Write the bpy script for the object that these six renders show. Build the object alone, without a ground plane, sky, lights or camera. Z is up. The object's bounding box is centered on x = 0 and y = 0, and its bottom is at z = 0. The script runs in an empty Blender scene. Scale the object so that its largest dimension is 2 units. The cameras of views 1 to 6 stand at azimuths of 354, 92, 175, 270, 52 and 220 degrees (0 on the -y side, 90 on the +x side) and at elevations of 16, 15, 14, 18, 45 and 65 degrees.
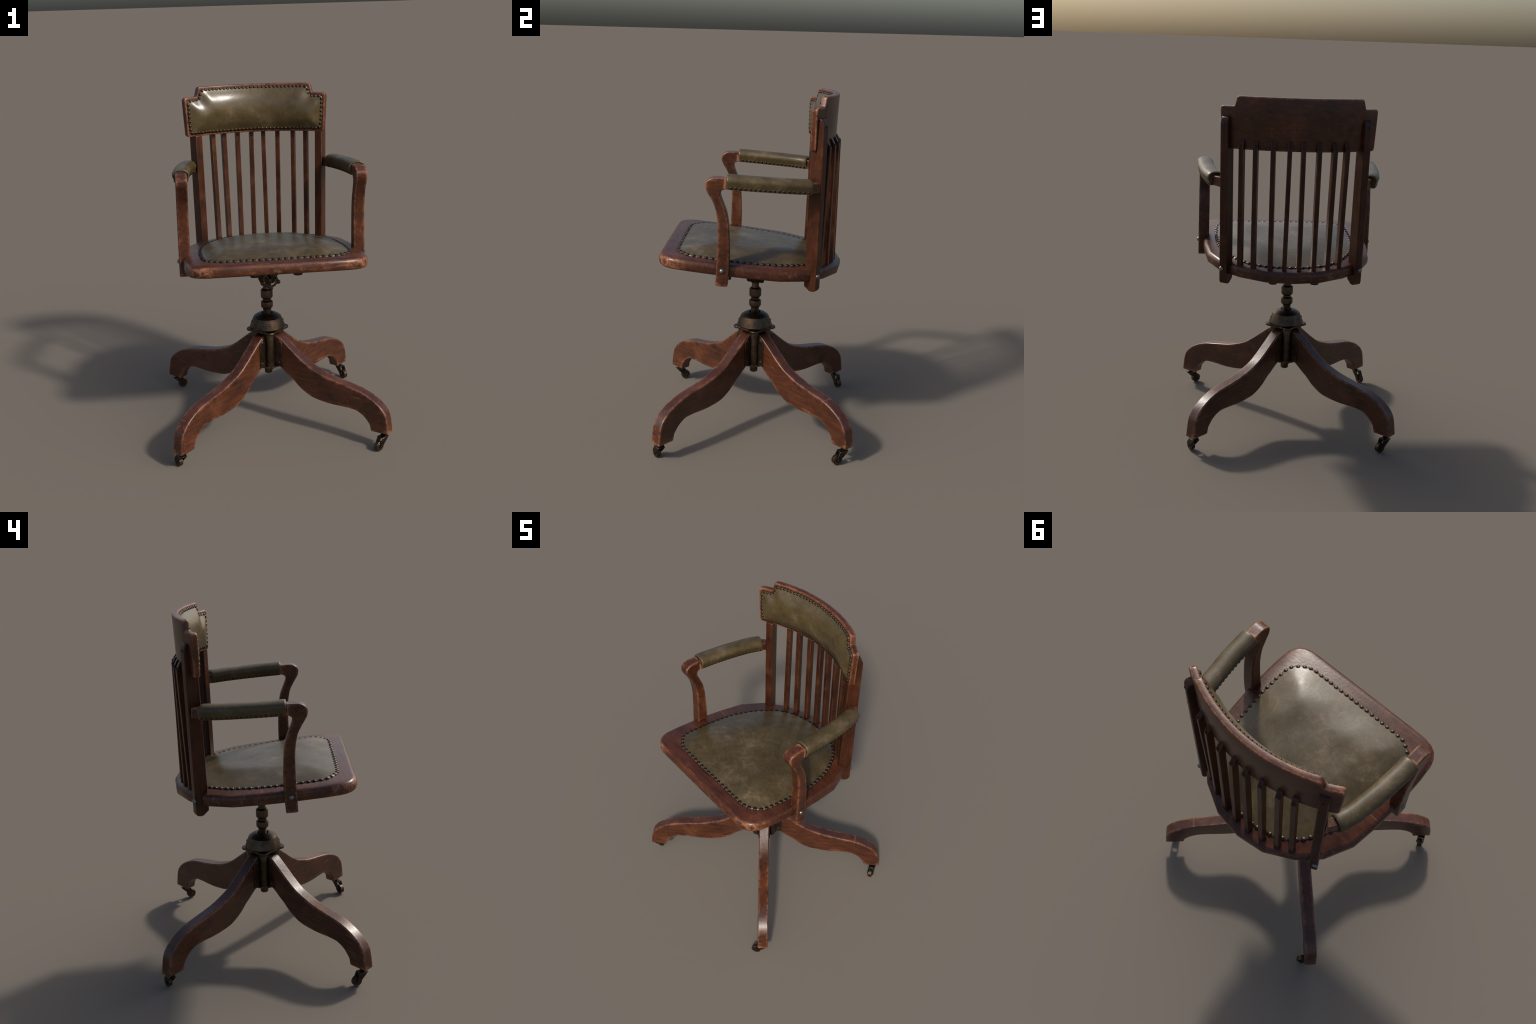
"""Antique wooden swivel desk chair: four-leg caster base, screw column, tilted seat, slatted curved back."""
import bpy, bmesh, math, random
from mathutils import Vector, Matrix

random.seed(7)
COL = bpy.context.scene.collection
WORLD = {}                                   # object name -> world matrix


# --------------------------------------------------------------------------- object helpers
def put(obj, parent=None, matrix=None):
    m = matrix or Matrix.Identity(4)
    WORLD[obj.name] = m
    COL.objects.link(obj)
    if parent is not None:
        obj.parent = parent
        obj.matrix_basis = WORLD[parent.name].inverted() @ m
    else:
        obj.matrix_basis = m
    return obj


def finish(bm, name, mat, parent, matrix=None, smooth=40, bevel=None, segs=2, link=True):
    bmesh.ops.recalc_face_normals(bm, faces=bm.faces)
    me = bpy.data.meshes.new(name)
    bm.to_mesh(me)
    bm.free()
    me.materials.append(mat)
    for p in me.polygons:
        p.use_smooth = True
    if smooth < 180:
        me.set_sharp_from_angle(angle=math.radians(smooth))
    ob = bpy.data.objects.new(name, me)
    if link:
        put(ob, parent, matrix)
    if bevel:
        b = ob.modifiers.new("Bevel", "BEVEL")
        b.width, b.segments, b.limit_method, b.angle_limit = bevel, segs, "ANGLE", math.radians(38)
        b.harden_normals = False
    return ob


def copy_of(src, parent, matrix, name=None):
    ob = src.copy()
    if name:
        ob.name = name
    return put(ob, parent, matrix)


def catmull(pts, n=4, closed=False):
    P = [Vector(p) for p in pts]
    out = []
    k = len(P)
    rng = range(k) if closed else range(k - 1)
    for i in rng:
        a = P[(i - 1) % k] if closed or i > 0 else P[0] * 2 - P[1]
        b, c = P[i], P[(i + 1) % k]
        d = P[(i + 2) % k] if closed or i + 2 < k else P[-1] * 2 - P[-2]
        for j in range(n):
            t = j / n
            out.append(0.5 * ((2 * b) + (c - a) * t + (2 * a - 5 * b + 4 * c - d) * t * t + (3 * b - a - 3 * c + d) * t ** 3))
    if not closed:
        out.append(P[-1])
    return out


def loop_faces(bm, rings, closed_ring=True, cap=(True, True)):
    vs = [[bm.verts.new(p) for p in r] for r in rings]
    n = len(vs[0])
    for a, b in zip(vs, vs[1:]):
        for i in range(n if closed_ring else n - 1):
            j = (i + 1) % n
            bm.faces.new((a[i], a[j], b[j], b[i]))
    if cap[0]:
        bm.faces.new(vs[0][::-1])
    if cap[1]:
        bm.faces.new(vs[-1])
    return vs


def lathe(bm, prof, segs=32, centre=(0, 0, 0), axis=None, cap=(True, True)):
    rot = axis.to_track_quat("Z", "Y").to_matrix() if axis is not None else Matrix.Identity(3)
    c = Vector(centre)
    rings = [[c + rot @ Vector((r * math.cos(2 * math.pi * i / segs), r * math.sin(2 * math.pi * i / segs), z))
              for i in range(segs)] for r, z in prof]
    loop_faces(bm, rings, cap=cap)


def prism(bm, outline, fn, lo, hi):
    """outline of (a, b); fn(a, b, t) -> point; from t=lo to t=hi"""
    loop_faces(bm, [[fn(a, b, lo) for a, b in outline], [fn(a, b, hi) for a, b in outline]])


def offset_poly(pts, d):
    """inset a counter-clockwise polygon by d"""
    n, out = len(pts), []
    for i in range(n):
        p0, p1, p2 = Vector(pts[i - 1]), Vector(pts[i]), Vector(pts[(i + 1) % n])
        e1, e2 = (p1 - p0).normalized(), (p2 - p1).normalized()
        n1, n2 = Vector((-e1.y, e1.x)), Vector((-e2.y, e2.x))
        m = n1 + n2
        m = m / max(m.dot(m) / 2, 0.35)
        out.append(p1 + m * d)
    return out


def round_corners(pts, radii, segs=5):
    n, out = len(pts), []
    for i in range(n):
        r = radii[i] if isinstance(radii, (list, tuple)) else radii
        p0, p1, p2 = Vector(pts[i - 1]), Vector(pts[i]), Vector(pts[(i + 1) % n])
        if r <= 0:
            out.append(p1)
            continue
        a, b = (p0 - p1).normalized(), (p2 - p1).normalized()
        half = a.angle(b) / 2
        t = min(r / math.tan(half), (p0 - p1).length * .48, (p2 - p1).length * .48)
        s, e = p1 + a * t, p1 + b * t
        for k in range(segs + 1):
            u = k / segs
            out.append((1 - u) ** 2 * s + 2 * u * (1 - u) * p1 + u * u * e)
    return out


def resample(pts, count):
    P = [Vector(p) for p in pts] + [Vector(pts[0])]
    L = [0]
    for a, b in zip(P, P[1:]):
        L.append(L[-1] + (b - a).length)
    out, k = [], 0
    for i in range(count):
        s = L[-1] * i / count
        while L[k + 1] < s:
            k += 1
        out.append(P[k].lerp(P[k + 1], (s - L[k]) / max(L[k + 1] - L[k], 1e-9)))
    return out


def frame(origin, z, x=None):
    z = Vector(z).normalized()
    x = Vector(x) if x is not None else (Vector((1, 0, 0)) if abs(z.x) < .9 else Vector((0, 1, 0)))
    y = z.cross(x).normalized()
    x = y.cross(z)
    m = Matrix((x, y, z)).transposed().to_4x4()
    m.translation = Vector(origin)
    return m


# --------------------------------------------------------------------------- materials
class Nodes:
    def __init__(self, name):
        self.m = bpy.data.materials.new(name)
        self.m.use_nodes = True
        self.t = self.m.node_tree
        self.t.nodes.clear()
        self.out = self.t.nodes.new("ShaderNodeOutputMaterial")
        self.bsdf = self.t.nodes.new("ShaderNodeBsdfPrincipled")
        self.link(self.bsdf.outputs[0], self.out.inputs[0])
        self.coord = self.t.nodes.new("ShaderNodeTexCoord").outputs["Object"]
        self.rand = self.t.nodes.new("ShaderNodeObjectInfo").outputs["Random"]

    def link(self, a, b):
        self.t.links.new(a, b)

    def put(self, sock, v):
        if isinstance(v, bpy.types.NodeSocket):
            self.link(v, sock)
        else:
            sock.default_value = v

    def mapping(self, scale, shift=True, rot=(0, 0, 0)):
        n = self.t.nodes.new("ShaderNodeMapping")
        n.inputs["Scale"].default_value = scale
        n.inputs["Rotation"].default_value = rot
        self.link(self.coord, n.inputs[0])
        if shift:
            c = self.t.nodes.new("ShaderNodeCombineXYZ")
            k = self.math("MULTIPLY", self.rand, 37.0)
            for i in range(3):
                self.link(k, c.inputs[i])
            self.link(c.outputs[0], n.inputs["Location"])
        return n.outputs[0]

    def noise(self, vec, scale, detail=4, rough=.55, dist=0):
        n = self.t.nodes.new("ShaderNodeTexNoise")
        self.link(vec, n.inputs["Vector"])
        n.inputs["Scale"].default_value = scale
        n.inputs["Detail"].default_value = detail
        n.inputs["Roughness"].default_value = rough
        n.inputs["Distortion"].default_value = dist
        return n.outputs[0]

    def math(self, op, a, b=0.0, clamp=False):
        n = self.t.nodes.new("ShaderNodeMath")
        n.operation, n.use_clamp = op, clamp
        self.put(n.inputs[0], a)
        self.put(n.inputs[1], b)
        return n.outputs[0]

    def step(self, v, lo, hi, out0=0.0, out1=1.0):
        n = self.t.nodes.new("ShaderNodeMapRange")
        n.interpolation_type = "SMOOTHSTEP"
        self.put(n.inputs[0], v)
        for i, x in enumerate((lo, hi, out0, out1)):
            n.inputs[i + 1].default_value = x
        return n.outputs[0]

    def ramp(self, v, stops):
        n = self.t.nodes.new("ShaderNodeValToRGB")
        e = n.color_ramp.elements
        e[0].position, e[0].color = stops[0][0], (*stops[0][1], 1)
        e[1].position, e[1].color = stops[-1][0], (*stops[-1][1], 1)
        for p, c in stops[1:-1]:
            x = e.new(p)
            x.color = (*c, 1)
        self.put(n.inputs[0], v)
        return n.outputs[0]

    def mix(self, f, a, b):
        n = self.t.nodes.new("ShaderNodeMix")
        n.data_type = "RGBA"
        self.put(n.inputs[0], f)
        for s, v in ((n.inputs[6], a), (n.inputs[7], b)):
            self.put(s, v if isinstance(v, bpy.types.NodeSocket) else (*v, 1))
        return n.outputs[2]

    def ao(self, dist, inside=False, samples=12):
        n = self.t.nodes.new("ShaderNodeAmbientOcclusion")
        n.inside, n.only_local, n.samples = inside, inside, samples
        n.inputs["Distance"].default_value = dist
        return n.outputs["AO"]

    def bump(self, h, strength, dist=.002):
        n = self.t.nodes.new("ShaderNodeBump")
        n.inputs["Strength"].default_value = strength
        n.inputs["Distance"].default_value = dist
        self.link(h, n.inputs["Height"])
        self.link(n.outputs[0], self.bsdf.inputs["Normal"])

    def set(self, **kw):
        for k, v in kw.items():
            s = self.bsdf.inputs[k.replace("_", " ")]
            if isinstance(v, tuple) and len(v) == 3:
                v = (*v, 1)
            self.put(s, v)


def wood(name, grain, wear=1.0, tint=1.0, edge_w=.014, corner_w=.03, rim=False, spec=.40):
    """grain: stretch of the coordinates, small along the fibre"""
    N = Nodes(name)
    st, iso = N.mapping(grain), N.mapping((1, 1, 1))
    streak = N.noise(st, 9, 5, .62, .9)
    mott = N.noise(iso, 6, 5, .65)
    v = N.math("ADD", N.math("MULTIPLY", streak, .5), N.math("MULTIPLY", mott, .5))
    c = lambda r, g, b: (r * tint, g * tint, b * tint)
    col = N.ramp(v, [(.30, c(.019, .0068, .0040)), (.43, c(.046, .0146, .0070)), (.54, c(.078, .0235, .0098)), (.72, c(.124, .0415, .0155))])
    pores = N.step(N.noise(st, 34, 3, .6), .60, .74)
    col = N.mix(N.math("MULTIPLY", pores, .55), col, c(.013, .0055, .0036))
    knot = N.step(N.noise(iso, 15, 2, .4), .69, .76)
    col = N.mix(N.math("MULTIPLY", knot, .6), col, c(.012, .006, .004))
    # rubbed and scratched patches
    fine = N.noise(st, 46, 5, .78, .5)
    patch = N.math("MULTIPLY", N.step(N.noise(iso, 6.0, 3, .6), .55, .70), N.step(fine, .50, .64))
    col = N.mix(N.math("MULTIPLY", patch, .50 * wear), col, c(.27, .105, .050))
    for rot, sc in (((.5, .9, .4), (4, 70, 55)), ((1.9, .3, 2.2), (60, 5, 75))):      # hairline scratches, in clusters
        line = N.step(N.noise(N.mapping(sc, True, rot), 1.0, 1, .4), .70, .735)
        clus = N.step(N.noise(iso, 8.0, 2, .5), .50, .62)
        col = N.mix(N.math("MULTIPLY", N.math("MULTIPLY", line, clus), .38 * wear), col, c(.28, .115, .056))
    # finish worn off along edges, and more broadly round the corners
    blot, speck = N.noise(iso, 12, 4, .65), N.noise(iso, 48, 5, .75)
    edge = N.step(N.math("SUBTRACT", 1.0, N.ao(edge_w, True)), .10, .36)
    em = N.math("MULTIPLY", edge, N.step(N.math("ADD", N.math("MULTIPLY", blot, .6), N.math("MULTIPLY", speck, .4)), .40, .58, .12, 1.0))
    col = N.mix(N.math("MULTIPLY", em, .85 * wear), col, c(.42, .175, .088))
    corner = N.step(N.math("SUBTRACT", 1.0, N.ao(corner_w, True)), .18, .50)
    cm = N.math("MULTIPLY", N.math("MULTIPLY", corner, N.step(speck, .42, .58)), N.step(blot, .44, .60, .10, 1.0))
    col = N.mix(N.math("MULTIPLY", cm, .70 * wear), col, c(.35, .140, .074))
    if rim:                                              # rubbed rounded rim of a flat board
        g = N.t.nodes.new("ShaderNodeNewGeometry").outputs["Normal"]
        sep = N.t.nodes.new("ShaderNodeSeparateXYZ")
        N.link(g, sep.inputs[0])
        side = N.step(sep.outputs[2], -.85, -.2)
        side = N.math("MULTIPLY", side, N.step(sep.outputs[2], .93, .60))
        worn = N.math("MULTIPLY", N.step(N.noise(iso, 19, 5, .7, .5), .50, .68), N.step(N.noise(iso, 3.4, 2, .5), .40, .60, .2, 1.0))
        col = N.mix(N.math("MULTIPLY", N.math("MULTIPLY", side, worn), .5), col, c(.33, .135, .070))
        po = N.t.nodes.new("ShaderNodeSeparateXYZ")
        N.link(N.coord, po.inputs[0])
        r2 = N.math("ADD", N.math("MULTIPLY", po.outputs[0], po.outputs[0]), N.math("MULTIPLY", po.outputs[1], po.outputs[1]))
        far = N.math("MULTIPLY", N.step(r2, .355, .425), side)
        col = N.mix(N.math("MULTIPLY", N.math("MULTIPLY", far, N.step(N.noise(iso, 30, 6, .75, .4), .42, .66)), .7), col, c(.40, .175, .092))
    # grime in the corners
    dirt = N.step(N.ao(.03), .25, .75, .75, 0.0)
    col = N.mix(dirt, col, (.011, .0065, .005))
    rg = N.math("ADD", N.math("MULTIPLY", N.noise(iso, 24, 4, .6), .22), .22)
    rg = N.math("ADD", rg, N.math("MULTIPLY", em, .12))
    N.set(Base_Color=col, Roughness=rg, Specular_IOR_Level=spec)
    h = N.math("ADD", N.math("MULTIPLY", streak, .4), N.math("MULTIPLY", N.noise(iso, 60, 3, .6), .6))
    N.bump(h, .22, .003)
    return N.m


def leather(name, rough=.13, spec=.55):
    N = Nodes(name)
    iso = N.mapping((1, 1, 1))
    big, mid = N.noise(iso, 5, 5, .6, .4), N.noise(iso, 17, 6, .7, 1.2)
    v = N.math("ADD", N.math("MULTIPLY", big, .55), N.math("MULTIPLY", mid, .45))
    col = N.ramp(v, [(.28, (.036, .0248, .0095)), (.44, (.059, .0405, .0148)), (.55, (.081, .0570, .0232)), (.70, (.165, .1190, .0680))])
    vein = N.step(N.math("ABSOLUTE", N.math("SUBTRACT", N.noise(iso, 11, 6, .7, .8), .5)), 0.0, .03, 1.0, 0.0)
    col = N.mix(N.math("MULTIPLY", vein, .09), col, (.21, .16, .095))
    scuff = N.step(N.noise(iso, 8, 7, .74, .3), .555, .69)
    col = N.mix(N.math("MULTIPLY", scuff, .27), col, (.205, .150, .098))
    fleck = N.math("MULTIPLY", N.step(N.noise(iso, 30, 6, .75), .56, .68), N.step(N.noise(iso, 5.5, 3, .6), .46, .60))
    col = N.mix(N.math("MULTIPLY", fleck, .25), col, (.20, .148, .10))
    spots = N.step(N.noise(iso, 90, 2, .5), .70, .78)
    col = N.mix(N.math("MULTIPLY", spots, .3), col, (.02, .016, .008))
    edge = N.math("SUBTRACT", 1.0, N.ao(.012, True))
    col = N.mix(N.math("MULTIPLY", N.step(edge, .12, .5), .25), col, (.16, .13, .075))
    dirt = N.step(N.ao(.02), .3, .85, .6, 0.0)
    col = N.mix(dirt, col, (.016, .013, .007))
    rg = N.math("ADD", N.math("MULTIPLY", N.noise(iso, 12, 5, .65), .28), rough)
    N.set(Base_Color=col, Roughness=rg, Specular_IOR_Level=spec)
    h = N.math("ADD", N.math("MULTIPLY", mid, .5), N.math("MULTIPLY", N.noise(iso, 130, 3, .6), .22))
    N.bump(h, .25, .003)
    return N.m


def metal(name, base, rough, worn, metallic=.95, var=.45, edge_w=.0018):
    N = Nodes(name)
    iso = N.mapping((1, 1, 1))
    n = N.noise(iso, 22, 5, .65)
    lo, hi = tuple(x * (1 - var) for x in base), tuple(x * (1 + var) for x in base)
    col = N.ramp(n, [(.3, lo), (.7, hi)])
    edge = N.step(N.math("SUBTRACT", 1.0, N.ao(edge_w, True)), .15, .5)
    col = N.mix(N.math("MULTIPLY", edge, .7), col, worn)  # sky-reflection highlight painted along metal edges by lightening the base colour
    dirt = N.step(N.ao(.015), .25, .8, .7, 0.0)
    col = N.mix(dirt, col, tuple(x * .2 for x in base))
    rg = N.math("ADD", N.math("MULTIPLY", N.noise(iso, 35, 4, .6), .25), rough - .12)
    N.set(Base_Color=col, Roughness=rg, Metallic=metallic)
    N.bump(N.noise(iso, 90, 3, .6), .15, .002)
    return N.m


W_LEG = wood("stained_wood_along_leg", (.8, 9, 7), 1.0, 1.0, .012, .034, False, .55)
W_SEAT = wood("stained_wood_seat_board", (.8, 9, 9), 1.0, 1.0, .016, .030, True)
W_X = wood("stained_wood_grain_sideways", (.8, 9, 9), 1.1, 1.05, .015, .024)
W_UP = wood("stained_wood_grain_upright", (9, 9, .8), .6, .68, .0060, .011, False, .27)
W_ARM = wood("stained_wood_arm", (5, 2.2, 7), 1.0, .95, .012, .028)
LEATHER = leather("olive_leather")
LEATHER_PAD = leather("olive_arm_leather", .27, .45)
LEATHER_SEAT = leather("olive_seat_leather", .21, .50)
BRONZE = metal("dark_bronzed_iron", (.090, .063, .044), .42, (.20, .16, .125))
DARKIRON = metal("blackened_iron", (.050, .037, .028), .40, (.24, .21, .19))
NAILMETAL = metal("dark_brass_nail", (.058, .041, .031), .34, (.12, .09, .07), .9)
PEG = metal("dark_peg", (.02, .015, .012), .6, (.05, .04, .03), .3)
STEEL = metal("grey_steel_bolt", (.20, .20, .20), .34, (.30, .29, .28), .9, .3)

# --------------------------------------------------------------------------- the thing
root = bpy.data.objects.new("swivel_desk_chair", None)
root["label"] = "antique reddish wood swivel desk chair with olive leather upholstery"
root["category"] = "office chair"
put(root)

CX, CY = -0.019, -0.003                                  # axis of the base
LEG_ANGLES = {"front_right": -38.96, "rear_right": 44.5, "rear_left": 136.6, "front_left": 223.8}

# ---- legs ------------------------------------------------------------------
top = catmull([(.045, .574), (.075, .568), (.110, .550), (.165, .507), (.228, .457), (.292, .414), (.360, .386), (.425, .366),
               (.520, .348), (.608, .332), (.660, .315), (.708, .292), (.752, .260), (.780, .226), (.794, .188), (.8065, .101)], 3)
foot = [(.698, .100), (.6885, .139)]
bot = catmull([(.6885, .139), (.657, .176), (.620, .199), (.590, .208), (.535, .2105), (.455, .208), (.385, .212), (.322, .222),
               (.276, .242), (.232, .270), (.192, .306), (.160, .328), (.116, .362), (.045, .405)], 3)
outline = [tuple(p) for p in top] + foot + [tuple(p) for p in bot[1:]]
bm = bmesh.new()
prism(bm, outline, lambda a, b, t: Vector((a, t, b)), -.033, .033)
leg_src = None
leg_mats = {}
for key, ang in LEG_ANGLES.items():
    m = Matrix.Translation((CX, CY, 0)) @ Matrix.Rotation(math.radians(ang), 4, "Z")
    leg_mats[key] = m
    if leg_src is None:
        leg_src = finish(bm, "leg", W_LEG, root, m, smooth=28, bevel=.0065, segs=3)
    else:
        copy_of(leg_src, root, m)

# ---- casters (same pose under each leg) ----------------------------------
CAST = Matrix.Translation((.7635, -.009, 0)) @ Matrix.Rotation(math.radians(-16), 4, "Z")
caster = None
sub = []
bm = bmesh.new()                                         # stem + collar
lathe(bm, [(.016, .079), (.016, .083), (.011, .085), (.011, .103)], 20, (-.006, .011, 0))
stem_m = finish(bm, "caster_stem", DARKIRON, None, link=False)
bm = bmesh.new()                                         # fork: top plate and two cheeks
prism(bm, [(-.0195, -.027), (.0195, -.027), (.0195, .0285), (-.0195, .0285)], lambda a, b, t: Vector((a, b, t)), .0755, .0795)
cheek = [(-.027, .0765), (.0285, .0765), (.014, .062), (-.021, .028), (-.025, .021), (-.032, .0175), (-.040, .0185), (-.045, .0235), (-.0465, .031)]
for s in (-1, 1):
    lo, hi = sorted((s * .0165, s * .0200))
    prism(bm, cheek, lambda a, b, t: Vector((t, a, b)), lo, hi)
for s in (-1, 1):
    lathe(bm, [(.005, 0), (.005, .002), (.003, .003)], 12, (s * .0198, -.035, .029), Vector((s, 0, 0)))
fork_m = finish(bm, "caster_fork", DARKIRON, None, smooth=30, bevel=.0009, segs=1, link=False)
bm = bmesh.new()
lathe(bm, [(.004, -.0135), (.017, -.0135), (.019, -.0120), (.0245, -.0120), (.0270, -.0125), (.0290, -.0105), (.0290, .0105), (.0270, .0125), (.0245, .0120),
           (.019, .0120), (.017, .0135), (.004, .0135)], 40, (0, -.035, .029), Vector((1, 0, 0)))
wheel_m = finish(bm, "caster_wheel", BRONZE, None, smooth=35, link=False)
for i, m in enumerate(leg_mats.values()):
    c = m @ CAST
    parts = [(stem_m, "caster"), (fork_m, "caster_fork"), (wheel_m, "caster_wheel")]
    holder = copy_of(stem_m, root, c, "caster")
    copy_of(fork_m, holder, c, "caster_fork")
    copy_of(wheel_m, holder, c, "caster_wheel")
for o in (stem_m, fork_m, wheel_m):
    bpy.data.objects.remove(o)

# ---- hub -------------------------------------------------------------------
a = list(LEG_ANGLES.values())
BIS = [(a[0] + a[1]) / 2, (a[1] + a[2]) / 2, (a[2] + a[3]) / 2, (a[3] + a[0] + 360) / 2]
BIS = [math.radians(b) for b in BIS]
HUB = Matrix.Translation((CX, CY, 0))
bm = bmesh.new()
lathe(bm, [(.050, .372), (.050, .588)], 32)
lathe(bm, [(.050, .366), (.090, .366), (.094, .370), (.094, .377), (.05, .381)], 48)     # bottom collar
lathe(bm, [(.018, .305), (.0215, .307), (.0235, .311), (.0235, .372)], 24)                # spindle nut below
for b in BIS:
    d = Vector((math.cos(b), math.sin(b), 0))
    lathe(bm, [(.0255, .362), (.0268, .365), (.0268, .576), (.025, .584), (.020, .589)], 28, d * .069)
    t = Vector((-d.y, d.x, 0))
    prism(bm, [(.03, .372), (.065, .372), (.065, .585), (.03, .585)], lambda p, q, s: d * p + t * s + Vector((0, 0, q)), -.018, .018)
hub = finish(bm, "hub", BRONZE, root, HUB, smooth=35)

bm = bmesh.new()                                         # four-eared flange
fl = []
for i in range(160):
    th = 2 * math.pi * i / 160
    k = max(math.cos(th - b) for b in BIS)
    off = math.acos(max(-1, min(1, k)))
    ear = .097 * math.cos(off) + math.sqrt(max(0, .0285 ** 2 - (.097 * math.sin(off)) ** 2)) if .097 * math.sin(off) < .0285 else 0
    r0 = .094
    r = max(ear, r0 + .012 * max(0, 1 - abs(off - .33) / .2) ** 2)
    fl.append((r * math.cos(th), r * math.sin(th)))
loop_faces(bm, [[Vector((x * k, y * k, z)) for x, y in fl] for k, z in ((.86, .583), (.975, .5862), (1, .5890), (1, .5970), (.980, .600), (.80, .600))])
finish(bm, "flange", BRONZE, hub, HUB, smooth=50)

bm = bmesh.new()                                         # dished cap
lathe(bm, [(.0335, .660), (.0335, .688), (.0365, .6895), (.048, .6865), (.062, .681), (.074, .6735), (.0828, .6665),
           (.1035, .6150), (.1045, .6105), (.1035, .6060), (.098, .6015)], 64, cap=(False, True))
finish(bm, "dome_cap", BRONZE, hub, HUB, smooth=25)

bm = bmesh.new()                                         # slotted screw, shared
lathe(bm, [(.0072, 0), (.0072, .001), (.0055, .0028), (.002, .0034)], 16)
prism(bm, [(-.0062, -.0009), (.0062, -.0009), (.0062, .0009), (-.0062, .0009)], lambda p, q, s: Vector((p, q, s)), .0024, .0038)
screw_src = finish(bm, "screw", DARKIRON, None, link=False)
for b in BIS:
    d = Vector((math.cos(b), math.sin(b), 0))
    nrm = (d * .927 + Vector((0, 0, .375))).normalized()
    copy_of(screw_src, hub, HUB @ frame(d * .0938 + Vector((0, 0, .6395)), nrm), "screw")

# brackets that clasp each leg, two screws each
brk = [(.055, .377), (.118, .377), (.1205, .380), (.1205, .524), (.104, .545), (.088, .556), (.055, .566)]
bm = bmesh.new()
prism(bm, brk, lambda p, q, s: Vector((p, s, q)), .0325, .0385)
brk_p = finish(bm, "bracket", BRONZE, None, smooth=30, bevel=.0012, segs=1, link=False)
for m in leg_mats.values():
    for s in (1, -1):
        mm = m @ Matrix.Rotation(0, 4, "Z") if s == 1 else m @ Matrix.Scale(-1, 4, Vector((0, 1, 0)))
        bo = copy_of(brk_p, hub, m if s == 1 else m @ Matrix.Translation((0, -.071, 0)), "bracket")
        for q in (.532, .401):
            copy_of(screw_src, hub, m @ frame((.098 if q < .5 else .096, s * .0385, q), (0, s, 0)), "screw")
bpy.data.objects.remove(brk_p)

# ---- screw column -----------------------------------------------------------
bm = bmesh.new()
prof = [(.0245, .620)]
z = .640
while z < .714:                                          # turned thread
    prof += [(.0246, z), (.0226, z + .0022), (.0246, z + .0044)]
    z += .0066
prof += [(.0246, .720)]
lathe(bm, prof, 32)
lathe(bm, [(.020, .716), (.0265, .7185), (.0355, .7300), (.0357, .7330), (.0357, .7560), (.0345, .7610), (.0275, .7675), (.0240, .7685), (.0225, .7660), (.0222, .7790)], 40)
lathe(bm, [(.0220, .776), (.0265, .7785), (.0355, .7905), (.0357, .7930), (.0357, .8290), (.0345, .8335), (.0275, .8405), (.0235, .8415), (.0222, .8390), (.0214, .8420), (.0214, .920)], 40)
finish(bm, "screw_column", BRONZE, root, HUB, smooth=30)

# ---- seat frame in its own tilted axes ----------------------------------------
TILT = math.atan(.1)
SEAT = Matrix.Translation((0, 0, 1.065)) @ Matrix.Rotation(-TILT, 4, "X")
half = [(.0, -.519), (.200, -.5185), (.385, -.518), (.425, -.507), (.459, -.487), (.481, -.456), (.492, -.420), (.499, -.330), (.5005, -.215), (.499, -.100),
        (.492, .006), (.473, .155), (.402, .300), (.298, .397), (.152, .4735)]
seat_out = [(x - .003, y) for x, y in half] + [(-.003, .4945)] + [(-x - .003, y) for x, y in half[:0:-1]]
seat_out = [Vector(p) for p in seat_out]
bm = bmesh.new()
prof = [(.018, -.033), (.012, -.0325), (.0040, -.0270), (.0008, -.0190), (0, -.010), (0, .0060), (.0018, .0150), (.0065, .0235), (.0140, .0300), (.0240, .033)]
loop_faces(bm, [[Vector((p.x, p.y, z)) for p in offset_poly(seat_out, d)] for d, z in prof])
seat = finish(bm, "seat", W_SEAT, root, SEAT, smooth=48)


def seg_dist(p, poly):
    best = 9
    for i in range(len(poly)):
        a, b = poly[i - 1], poly[i]
        e = b - a
        t = max(0, min(1, (p - a).dot(e) / max(e.dot(e), 1e-12)))
        best = min(best, (p - a - e * t).length)
    return best


def pad(outline, step, height, place, relax=3, lip=.004):
    """flat outline -> dense puffed sheet; place(x, y, h) puts it on its carrier"""
    poly = [Vector(p) for p in outline]
    bm = bmesh.new()
    bm.faces.new([bm.verts.new((p.x, p.y, 0)) for p in poly])
    for axis in (0, 1):
        lo, hi = min(p[axis] for p in poly), max(p[axis] for p in poly)
        k = int((hi - lo) / step)
        for i in range(1, k):
            no = Vector((1, 0, 0)) if axis == 0 else Vector((0, 1, 0))
            bmesh.ops.bisect_plane(bm, geom=bm.verts[:] + bm.edges[:] + bm.faces[:], plane_co=no * (lo + (hi - lo) * (i + .013) / k), plane_no=no)
    bmesh.ops.remove_doubles(bm, verts=bm.verts, dist=.0004)
    H = {v: height(seg_dist(v.co.xy, poly), v.co.x, v.co.y) for v in bm.verts}
    for _ in range(relax):
        H = {v: (H[v] if v.is_boundary else .5 * H[v] + .5 * sum(H[e.other_vert(v)] for e in v.link_edges) / len(v.link_edges)) for v in bm.verts}
    rim = [e for e in bm.edges if e.is_boundary]
    g = bmesh.ops.extrude_edge_only(bm, edges=rim)
    for v in g["geom"]:
        if isinstance(v, bmesh.types.BMVert):
            H[v] = -lip
    for v in bm.verts:
        v.co = place(v.co.x, v.co.y, H[v])
    return bm


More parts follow.
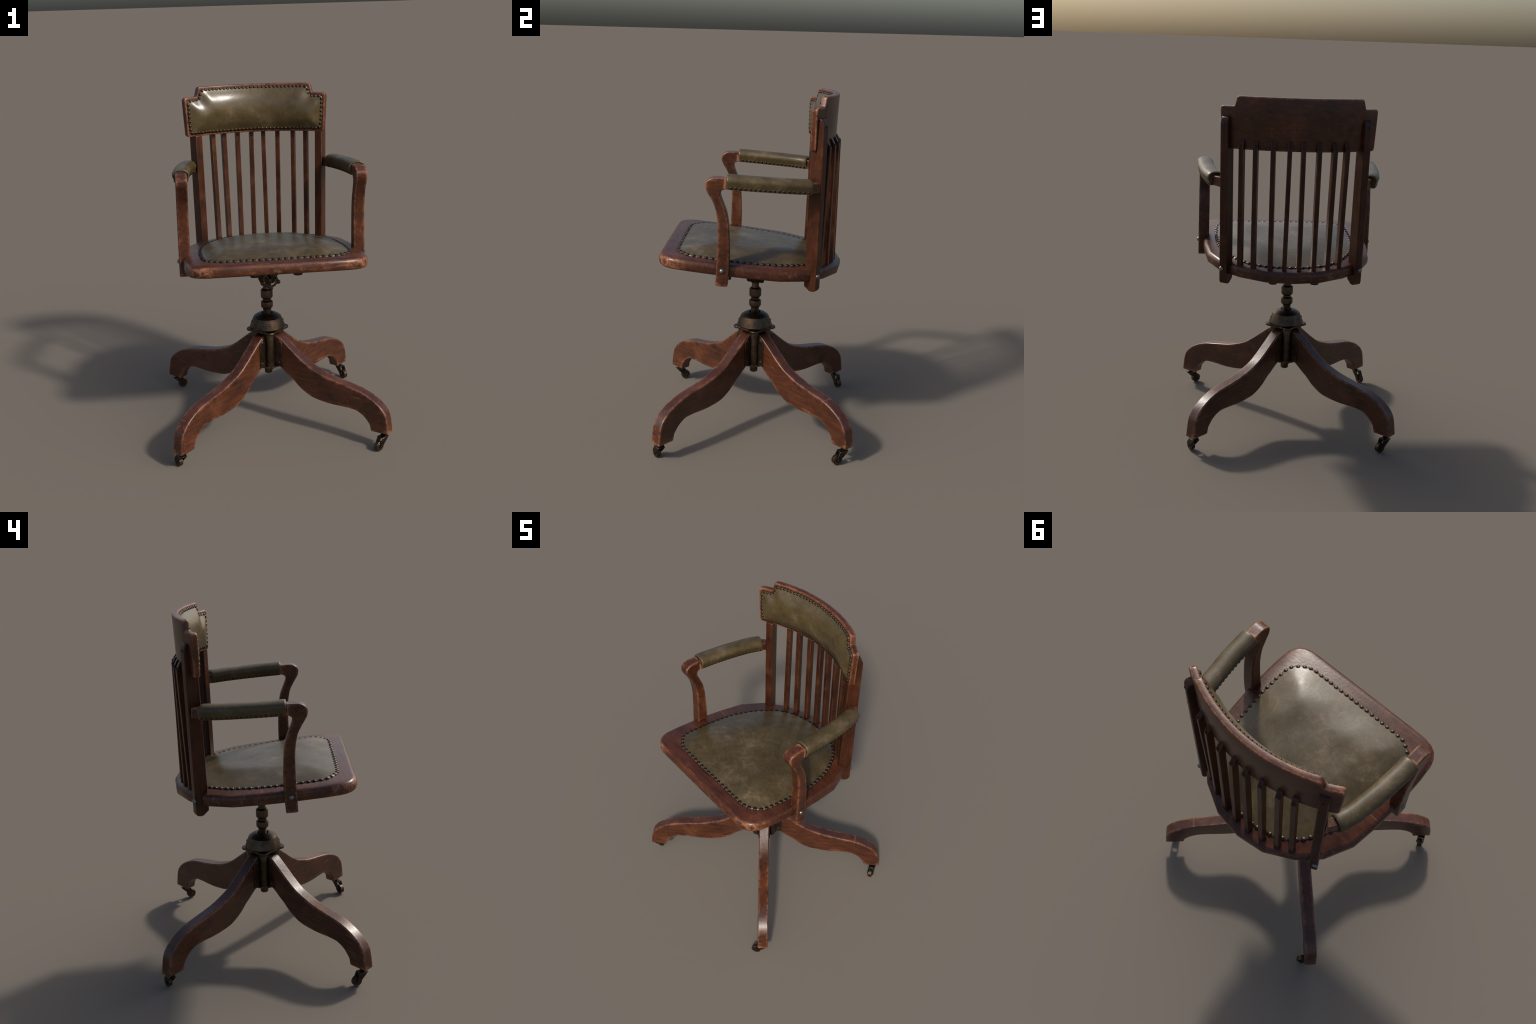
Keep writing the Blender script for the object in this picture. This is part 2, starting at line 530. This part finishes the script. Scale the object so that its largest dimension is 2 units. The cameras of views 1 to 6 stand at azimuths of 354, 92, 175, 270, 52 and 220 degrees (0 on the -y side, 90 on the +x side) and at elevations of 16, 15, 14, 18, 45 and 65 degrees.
# nail line of the seat leather
nl = [(0, -.426), (.150, -.426), (.290, -.423), (.345, -.405), (.382, -.372), (.402, -.330), (.408, -.220), (.409, -.110), (.401, -.010), (.388, .070), (.358, .162), (.315, .243), (.270, .307), (.203, .362), (.105, .398)]
nail_line = catmull([(x + .006, y) for x, y in nl] + [(.006, .408)] + [(-x + .006, y) for x, y in nl[:0:-1]], 4, True)
leather_out = offset_poly(nail_line, -.0075)
wob = lambda x, y: .0016 * math.sin(9 * x + 2) * math.cos(11 * y) + .001 * math.sin(23 * x - 14 * y)
seat_h = lambda d, x, y: .0035 + .041 * (1 - (1 - min(d / .22, 1)) ** 1.5) + min(d / .1, 1) * wob(x, y)
bm = pad(resample(leather_out, 150), .016, seat_h, lambda x, y, h: Vector((x, y, .033 + h)), 3)
finish(bm, "seat_cushion", LEATHER_SEAT, seat, SEAT, smooth=180)

bm = bmesh.new()                                         # domed nail of unit radius, shared
lathe(bm, [(1.0, -.25), (1.0, .0), (.93, .25), (.76, .48), (.5, .65), (.22, .74), (.05, .76)], 18)
nail_src = finish(bm, "upholstery_nail", NAILMETAL, None, smooth=180, link=False)


def nail(parent, m, r, tall=1.0):
    j = Matrix.Rotation(random.uniform(-.09, .09), 4, "X") @ Matrix.Rotation(random.uniform(-.09, .09), 4, "Y")
    copy_of(nail_src, parent, m @ j @ Matrix.Diagonal((r, r, r * tall, 1)), "upholstery_nail")


for p in resample(nail_line, 82):
    x, y = p.x + random.uniform(-.0015, .0015), p.y + random.uniform(-.0015, .0015)
    nail(seat, SEAT @ frame((x, y, .0370), (0, 0, 1)), .0127, .66)

# iron seat frame under the boards, tilt casting, tension wheel
bm = bmesh.new()
for x in (-.131, .103):
    prism(bm, round_corners([(x - .026, -.455), (x + .026, -.455), (x + .026, .440), (x - .026, .440)], .025), lambda p, q, s: Vector((p, q, s)), -.057, -.032)
finish(bm, "seat_iron", DARKIRON, root, SEAT, smooth=30, bevel=.008)
bm = bmesh.new()
loop_faces(bm, [[Vector((CX + sx * w, .0 + sy * l - .003, zz - .09 * sy * l)) for sx, sy in ((-1, -1), (1, -1), (1, 1), (-1, 1))]
                for w, l, zz in ((.034, .043, .879), (.041, .050, .886), (.056, .058, .925), (.11, .075, 1.000), (.15, .085, 1.034))])
lathe(bm, [(.030, .872), (.030, .90)], 24, (CX, CY, 0))
finish(bm, "tilt_casting", DARKIRON, root, smooth=30, bevel=.003)
ax = Vector((0, -1, .10)).normalized()
WH = frame((-.015, -.158, .941), ax, (1, 0, 0))
bm = bmesh.new()
R0 = .0385
ring = []
for i in range(40):
    th = 2 * math.pi * i / 40
    ring.append([Vector(((R0 + .007 * math.cos(q)) * math.cos(th), (R0 + .007 * math.cos(q)) * math.sin(th), .006 * math.sin(q))) for q in [k * math.pi / 4 for k in range(8)]])
loop_faces(bm, ring + [ring[0]], cap=(False, False))
bmesh.ops.remove_doubles(bm, verts=bm.verts, dist=1e-5)
lathe(bm, [(.012, -.02), (.012, .006), (.009, .010)], 20)
for k in range(5):
    th = math.radians(-90 + 72 * k + 3)
    d = Vector((math.cos(th), math.sin(th), 0))
    lathe(bm, [(.004, .0), (.004, .034)], 8, d * .008, d)
    lathe(bm, [(.006, -.014), (.0105, -.012), (.0125, -.004), (.0125, .004), (.0105, .009), (.006, .011)], 16, d * .0475)
wheel = finish(bm, "tension_wheel", DARKIRON, root, WH, smooth=40)
bm = bmesh.new()
lathe(bm, [(.011, -.125), (.011, 0)], 16)
finish(bm, "tension_rod", DARKIRON, wheel, WH)

# ---- back rail: flat board with stepped corners, bent to an arc ------------------
RB, RAILX = .797, -.0220


def on_rail(x, z, depth):
    """x along the back arc, z height, depth forward from the back face"""
    ph, r = x / RB, RB - depth
    yc = -.3500 + .045 * (z - 1.985)
    return Vector((RAILX + r * math.sin(ph), yc + r * math.cos(ph), z))


def rail_normal(x):
    ph = x / RB
    return Vector((-math.sin(ph), -math.cos(ph), .045)).normalized()


L = .4605
rail_pts = [(-.446, 1.711), (.446, 1.711), (L, 1.942), (.3725, 1.942), (.3575, 1.9975), (-.3575, 1.9975), (-.3725, 1.942), (-L, 1.942)]
rail_r = [.020, .020, .021, .010, .018, .018, .010, .021]
board = round_corners(rail_pts, rail_r, 5)
TH = .036
bm = bmesh.new()
prism(bm, [tuple(p) for p in board], lambda p, q, s: Vector((p, s, q)), 0, TH)
bmesh.ops.recalc_face_normals(bm, faces=bm.faces)
caps = [e for e in bm.edges if abs(e.verts[0].co.y - e.verts[1].co.y) < 1e-6]
bmesh.ops.bevel(bm, geom=caps, offset=.0065, segments=3, profile=.5, affect="EDGES", clamp_overlap=True)
for i in range(1, 64):
    bmesh.ops.bisect_plane(bm, geom=bm.verts[:] + bm.edges[:] + bm.faces[:], plane_co=(-.46 + .92 * i / 64 + .0007, 0, 0), plane_no=(1, 0, 0))
for v in bm.verts:
    v.co = on_rail(v.co.x, v.co.z, v.co.y)
rail = finish(bm, "back_rail", W_X, root, smooth=35)

# leather on the rail
inner = offset_poly([Vector(p) for p in rail_pts], .0215)
bn_line = round_corners([tuple(p) for p in inner], [.022, .022, .020, .022, .024, .024, .022, .020], 6)
bl_out = offset_poly([Vector(p) for p in bn_line], -.0065)


def back_h(d, x, z):
    return .003 + .044 * (1 - (1 - min(max(d - .007, 0) / .125, 1)) ** 2.5) + min(d / .06, 1) * .0012 * math.sin(17 * x) * math.sin(31 * z)


bm = pad(bl_out, .0088, back_h, lambda x, z, h: on_rail(x, z, TH + h), 12)
finish(bm, "back_cushion", LEATHER, rail, smooth=180)
for p in resample([tuple(q) for q in bn_line], 87):
    x, z = p.x + random.uniform(-.0013, .0013), p.y + random.uniform(-.0013, .0013)
    nail(rail, frame(on_rail(x, z, TH + .0035), rail_normal(x)), .0094)

# ---- slats ---------------------------------------------------------------------
TOPX = [.299, .223, .128, .038, -.037, -.125, -.213, -.284]
BOTX = [.294, .220, .125, .046, -.037, -.120, -.201, -.270]
bm = bmesh.new()
lathe(bm, [(.0065, -.004), (.0065, .0015), (.0045, .003)], 12)
peg_src = finish(bm, "peg", PEG, None, link=False)


def slat_base(x):
    y = -.09 + math.sqrt(.55 ** 2 - (x + .003) ** 2)
    return Vector((x, y, 0))


for xt, xb in zip(TOPX, BOTX):
    pht = math.asin((xt - RAILX) / .82)
    ph = pht * .85 + .15 * math.asin((xb + .003) / .55)
    n, t = Vector((math.sin(ph), math.cos(ph), 0)), Vector((math.cos(ph), -math.sin(ph), 0))
    b0 = slat_base(xb)
    yt = -.3615 + .826 * math.cos(pht)
    zb = 1.098 - .1 * b0.y - .02
    tp = Vector((xt, yt, 1.728))
    bt = Vector((b0.x, b0.y, zb))
    lean = (tp - bt) / (tp.z - bt.z)
    w = .0132 + random.uniform(-.0006, .0006)
    dep = .036
    outl = [(-dep, zb), (0, zb), (0, 1.727), (-.004, 1.733), (-.021, 1.764), (-.026, 1.768), (-dep, 1.768)]
    bm = bmesh.new()
    prism(bm, outl, lambda u, z, s: bt + lean * (z - zb) + n * u + t * s, -w, w)
    sl = finish(bm, "slat", W_UP, root, smooth=30, bevel=.0028, segs=2)
    copy_of(peg_src, sl, frame(bt + lean * (1.735 - zb) - n * .0035, n * .8 + Vector((0, 0, .5))), "peg")

# ---- uprights ------------------------------------------------------------------
bm = bmesh.new()
lathe(bm, [(.0138, -.004), (.0136, .001), (.0120, .0055), (.0085, .0090), (.0040, .0108), (.001, .0112)], 24)
bolt_src = finish(bm, "bolt", STEEL, None, smooth=180, link=False)
for side, (x0, y0, x1, y1, ang) in {1: (.3665, .3245, .3720, .3335, 30), -1: (-.3725, .3265, -.3800, .3385, 28)}.items():
    th = math.radians(ang) * side
    n, t = Vector((math.sin(th), math.cos(th), 0)), Vector((math.cos(th), -math.sin(th), 0))
    lean = Vector(((x1 - x0) / .58, (y1 - y0) / .58, 1))
    o = Vector((x0, y0, 1.12))
    f, bk = -.0385, .0375
    outl = [(f, .972), (-.004, .947), (.012, .945), (.031, .951), (bk, .966), (bk - .001, 1.45), (bk - .002, 1.845), (bk - .006, 1.866), (.022, 1.882), (.010, 1.8865), (-.012, 1.887), (-.012, 1.7165), (f + .001, 1.7165), (f, 1.10)]
    bm = bmesh.new()
    prism(bm, outl, lambda u, z, s: o + lean * (z - 1.12) + n * u + t * s, -.0225, .0225)
    up = finish(bm, "upright", W_UP, root, smooth=30, bevel=.0045, segs=2)
    bx = .0085 * side
    copy_of(bolt_src, up, frame(o + lean * (1.035 - 1.12) + n * bk + t * bx, n), "bolt")
    copy_of(peg_src, up, frame(o + lean * (1.845 - 1.12) + n * (bk - .002) + t * .002, n), "peg")

# ---- arms ------------------------------------------------------------------------
front = catmull([(-.139, 1.583), (-.180, 1.584), (-.212, 1.583), (-.236, 1.573), (-.251, 1.556), (-.2515, 1.532), (-.243, 1.508), (-.222, 1.472), (-.200, 1.426), (-.188, 1.365), (-.184, 1.305), (-.186, 1.200), (-.1905, 1.10), (-.195, 1.002)], 3)
back = catmull([(-.131, .997), (-.1225, 1.10), (-.1215, 1.20), (-.1265, 1.320), (-.138, 1.394), (-.155, 1.440), (-.170, 1.480), (-.1735, 1.500), (-.166, 1.517), (-.139, 1.526)], 3)
arm_out = [tuple(p) for p in front] + [tuple(p) for p in back]
XC = catmull([(-.20, .4925), (-.14, .4915), (-.045, .4880), (.05, .4795), (.147, .4670), (.225, .4515), (.29, .4310), (.345, .4080)], 6)


def arm_x(y):
    for a, b in zip(XC, XC[1:]):
        if y <= b.x:
            k = (y - a.x) / (b.x - a.x)
            return a.y + (b.y - a.y) * k
    return XC[-1].y


def arm_frame(y, side):
    d = (arm_x(y + .004) - arm_x(y - .004)) / .008
    tan = Vector((d * side, 1, 0)).normalized()
    return Vector((arm_x(y) * side, y, 0)), Vector((tan.y, -tan.x, 0)) * side


def zdrop(y):
    return -.058 * (y + .139)


sect_half = [(.0325, .000), (.0355, .008), (.0420, .027), (.0470, .038), (.0482, .046), (.0455, .057), (.0370, .068), (.0235, .0748), (.0090, .0775)]
sect = [(a, b) for a, b in sect_half] + [(-a, b) for a, b in sect_half[::-1]]
for side in (1, -1):
    bm = bmesh.new()
    prism(bm, arm_out, lambda p, q, s: Vector((side * (.4925 + s + (1.6 - q) * .004), p, q)), -.032, .032)
    rings = []
    for i in range(15):
        y = -.150 + .415 * i / 14
        c, lat = arm_frame(y, side)
        zb, zt = 1.5255 + zdrop(y) * 1.05, 1.581 + zdrop(y) * 1.05
        rings.append([c + lat * u + Vector((0, 0, q)) for u, q in ((-.031, zb), (.031, zb), (.031, zt), (-.031, zt))])
    zb, zt = 1.5255 + zdrop(.325) * 1.05, 1.581 + zdrop(.325) * 1.05       # mitred against the upright
    pin, pout = Vector((side * (.378 - .007 * side), .314, 0)), Vector((side * (.408 - .003 * side), .347, 0))
    rings.append([p + Vector((0, 0, q)) for p, q in ((pin, zb), (pout, zb), (pout, zt), (pin, zt))])
    loop_faces(bm, rings)
    arm = finish(bm, "arm", W_ARM, root, smooth=30, bevel=.006, segs=3)
    # padded sleeve
    bm = bmesh.new()
    rings = []
    ys = [-.1385, -.1425, -.1425, -.1395, -.134] + [-.12 + .395 * i / 18 for i in range(19)] + [.283, .2895, .2925, .2915, .288]
    ks = [.80, .86, .93, .985, 1.0] + [1.0] * 19 + [.985, .95, .88, .80, .72]
    for y, k in zip(ys, ks):
        c, lat = arm_frame(y, side)
        wav = .0008 * math.sin(41 * y + side)
        rings.append([c + lat * (u * (k if q > .02 else .5 + .5 * k) + (wav if q > .02 else 0)) + Vector((0, 0, 1.5225 + zdrop(y) + (q - .03) * k + .03 - (1 - k) * .0)) for u, q in sect])
    loop_faces(bm, rings)
    finish(bm, "arm_pad", LEATHER_PAD, arm, smooth=50)
    for lr in (1, -1):
        for i in range(17):
            y = -.119 + .396 * i / 16 + random.uniform(-.001, .001)
            c, lat = arm_frame(y, side)
            nrm = lat * lr + Vector((0, 0, -.3))
            nail(arm, frame(c + lat * lr * .0350 + Vector((0, 0, 1.5225 + zdrop(y) + .0105)), nrm), .0077, .85)
    copy_of(bolt_src, arm, frame((side * .526, -.160, 1.0855), (side, 0, 0)), "bolt")

for o in (screw_src, nail_src, peg_src, bolt_src):
    bpy.data.objects.remove(o)
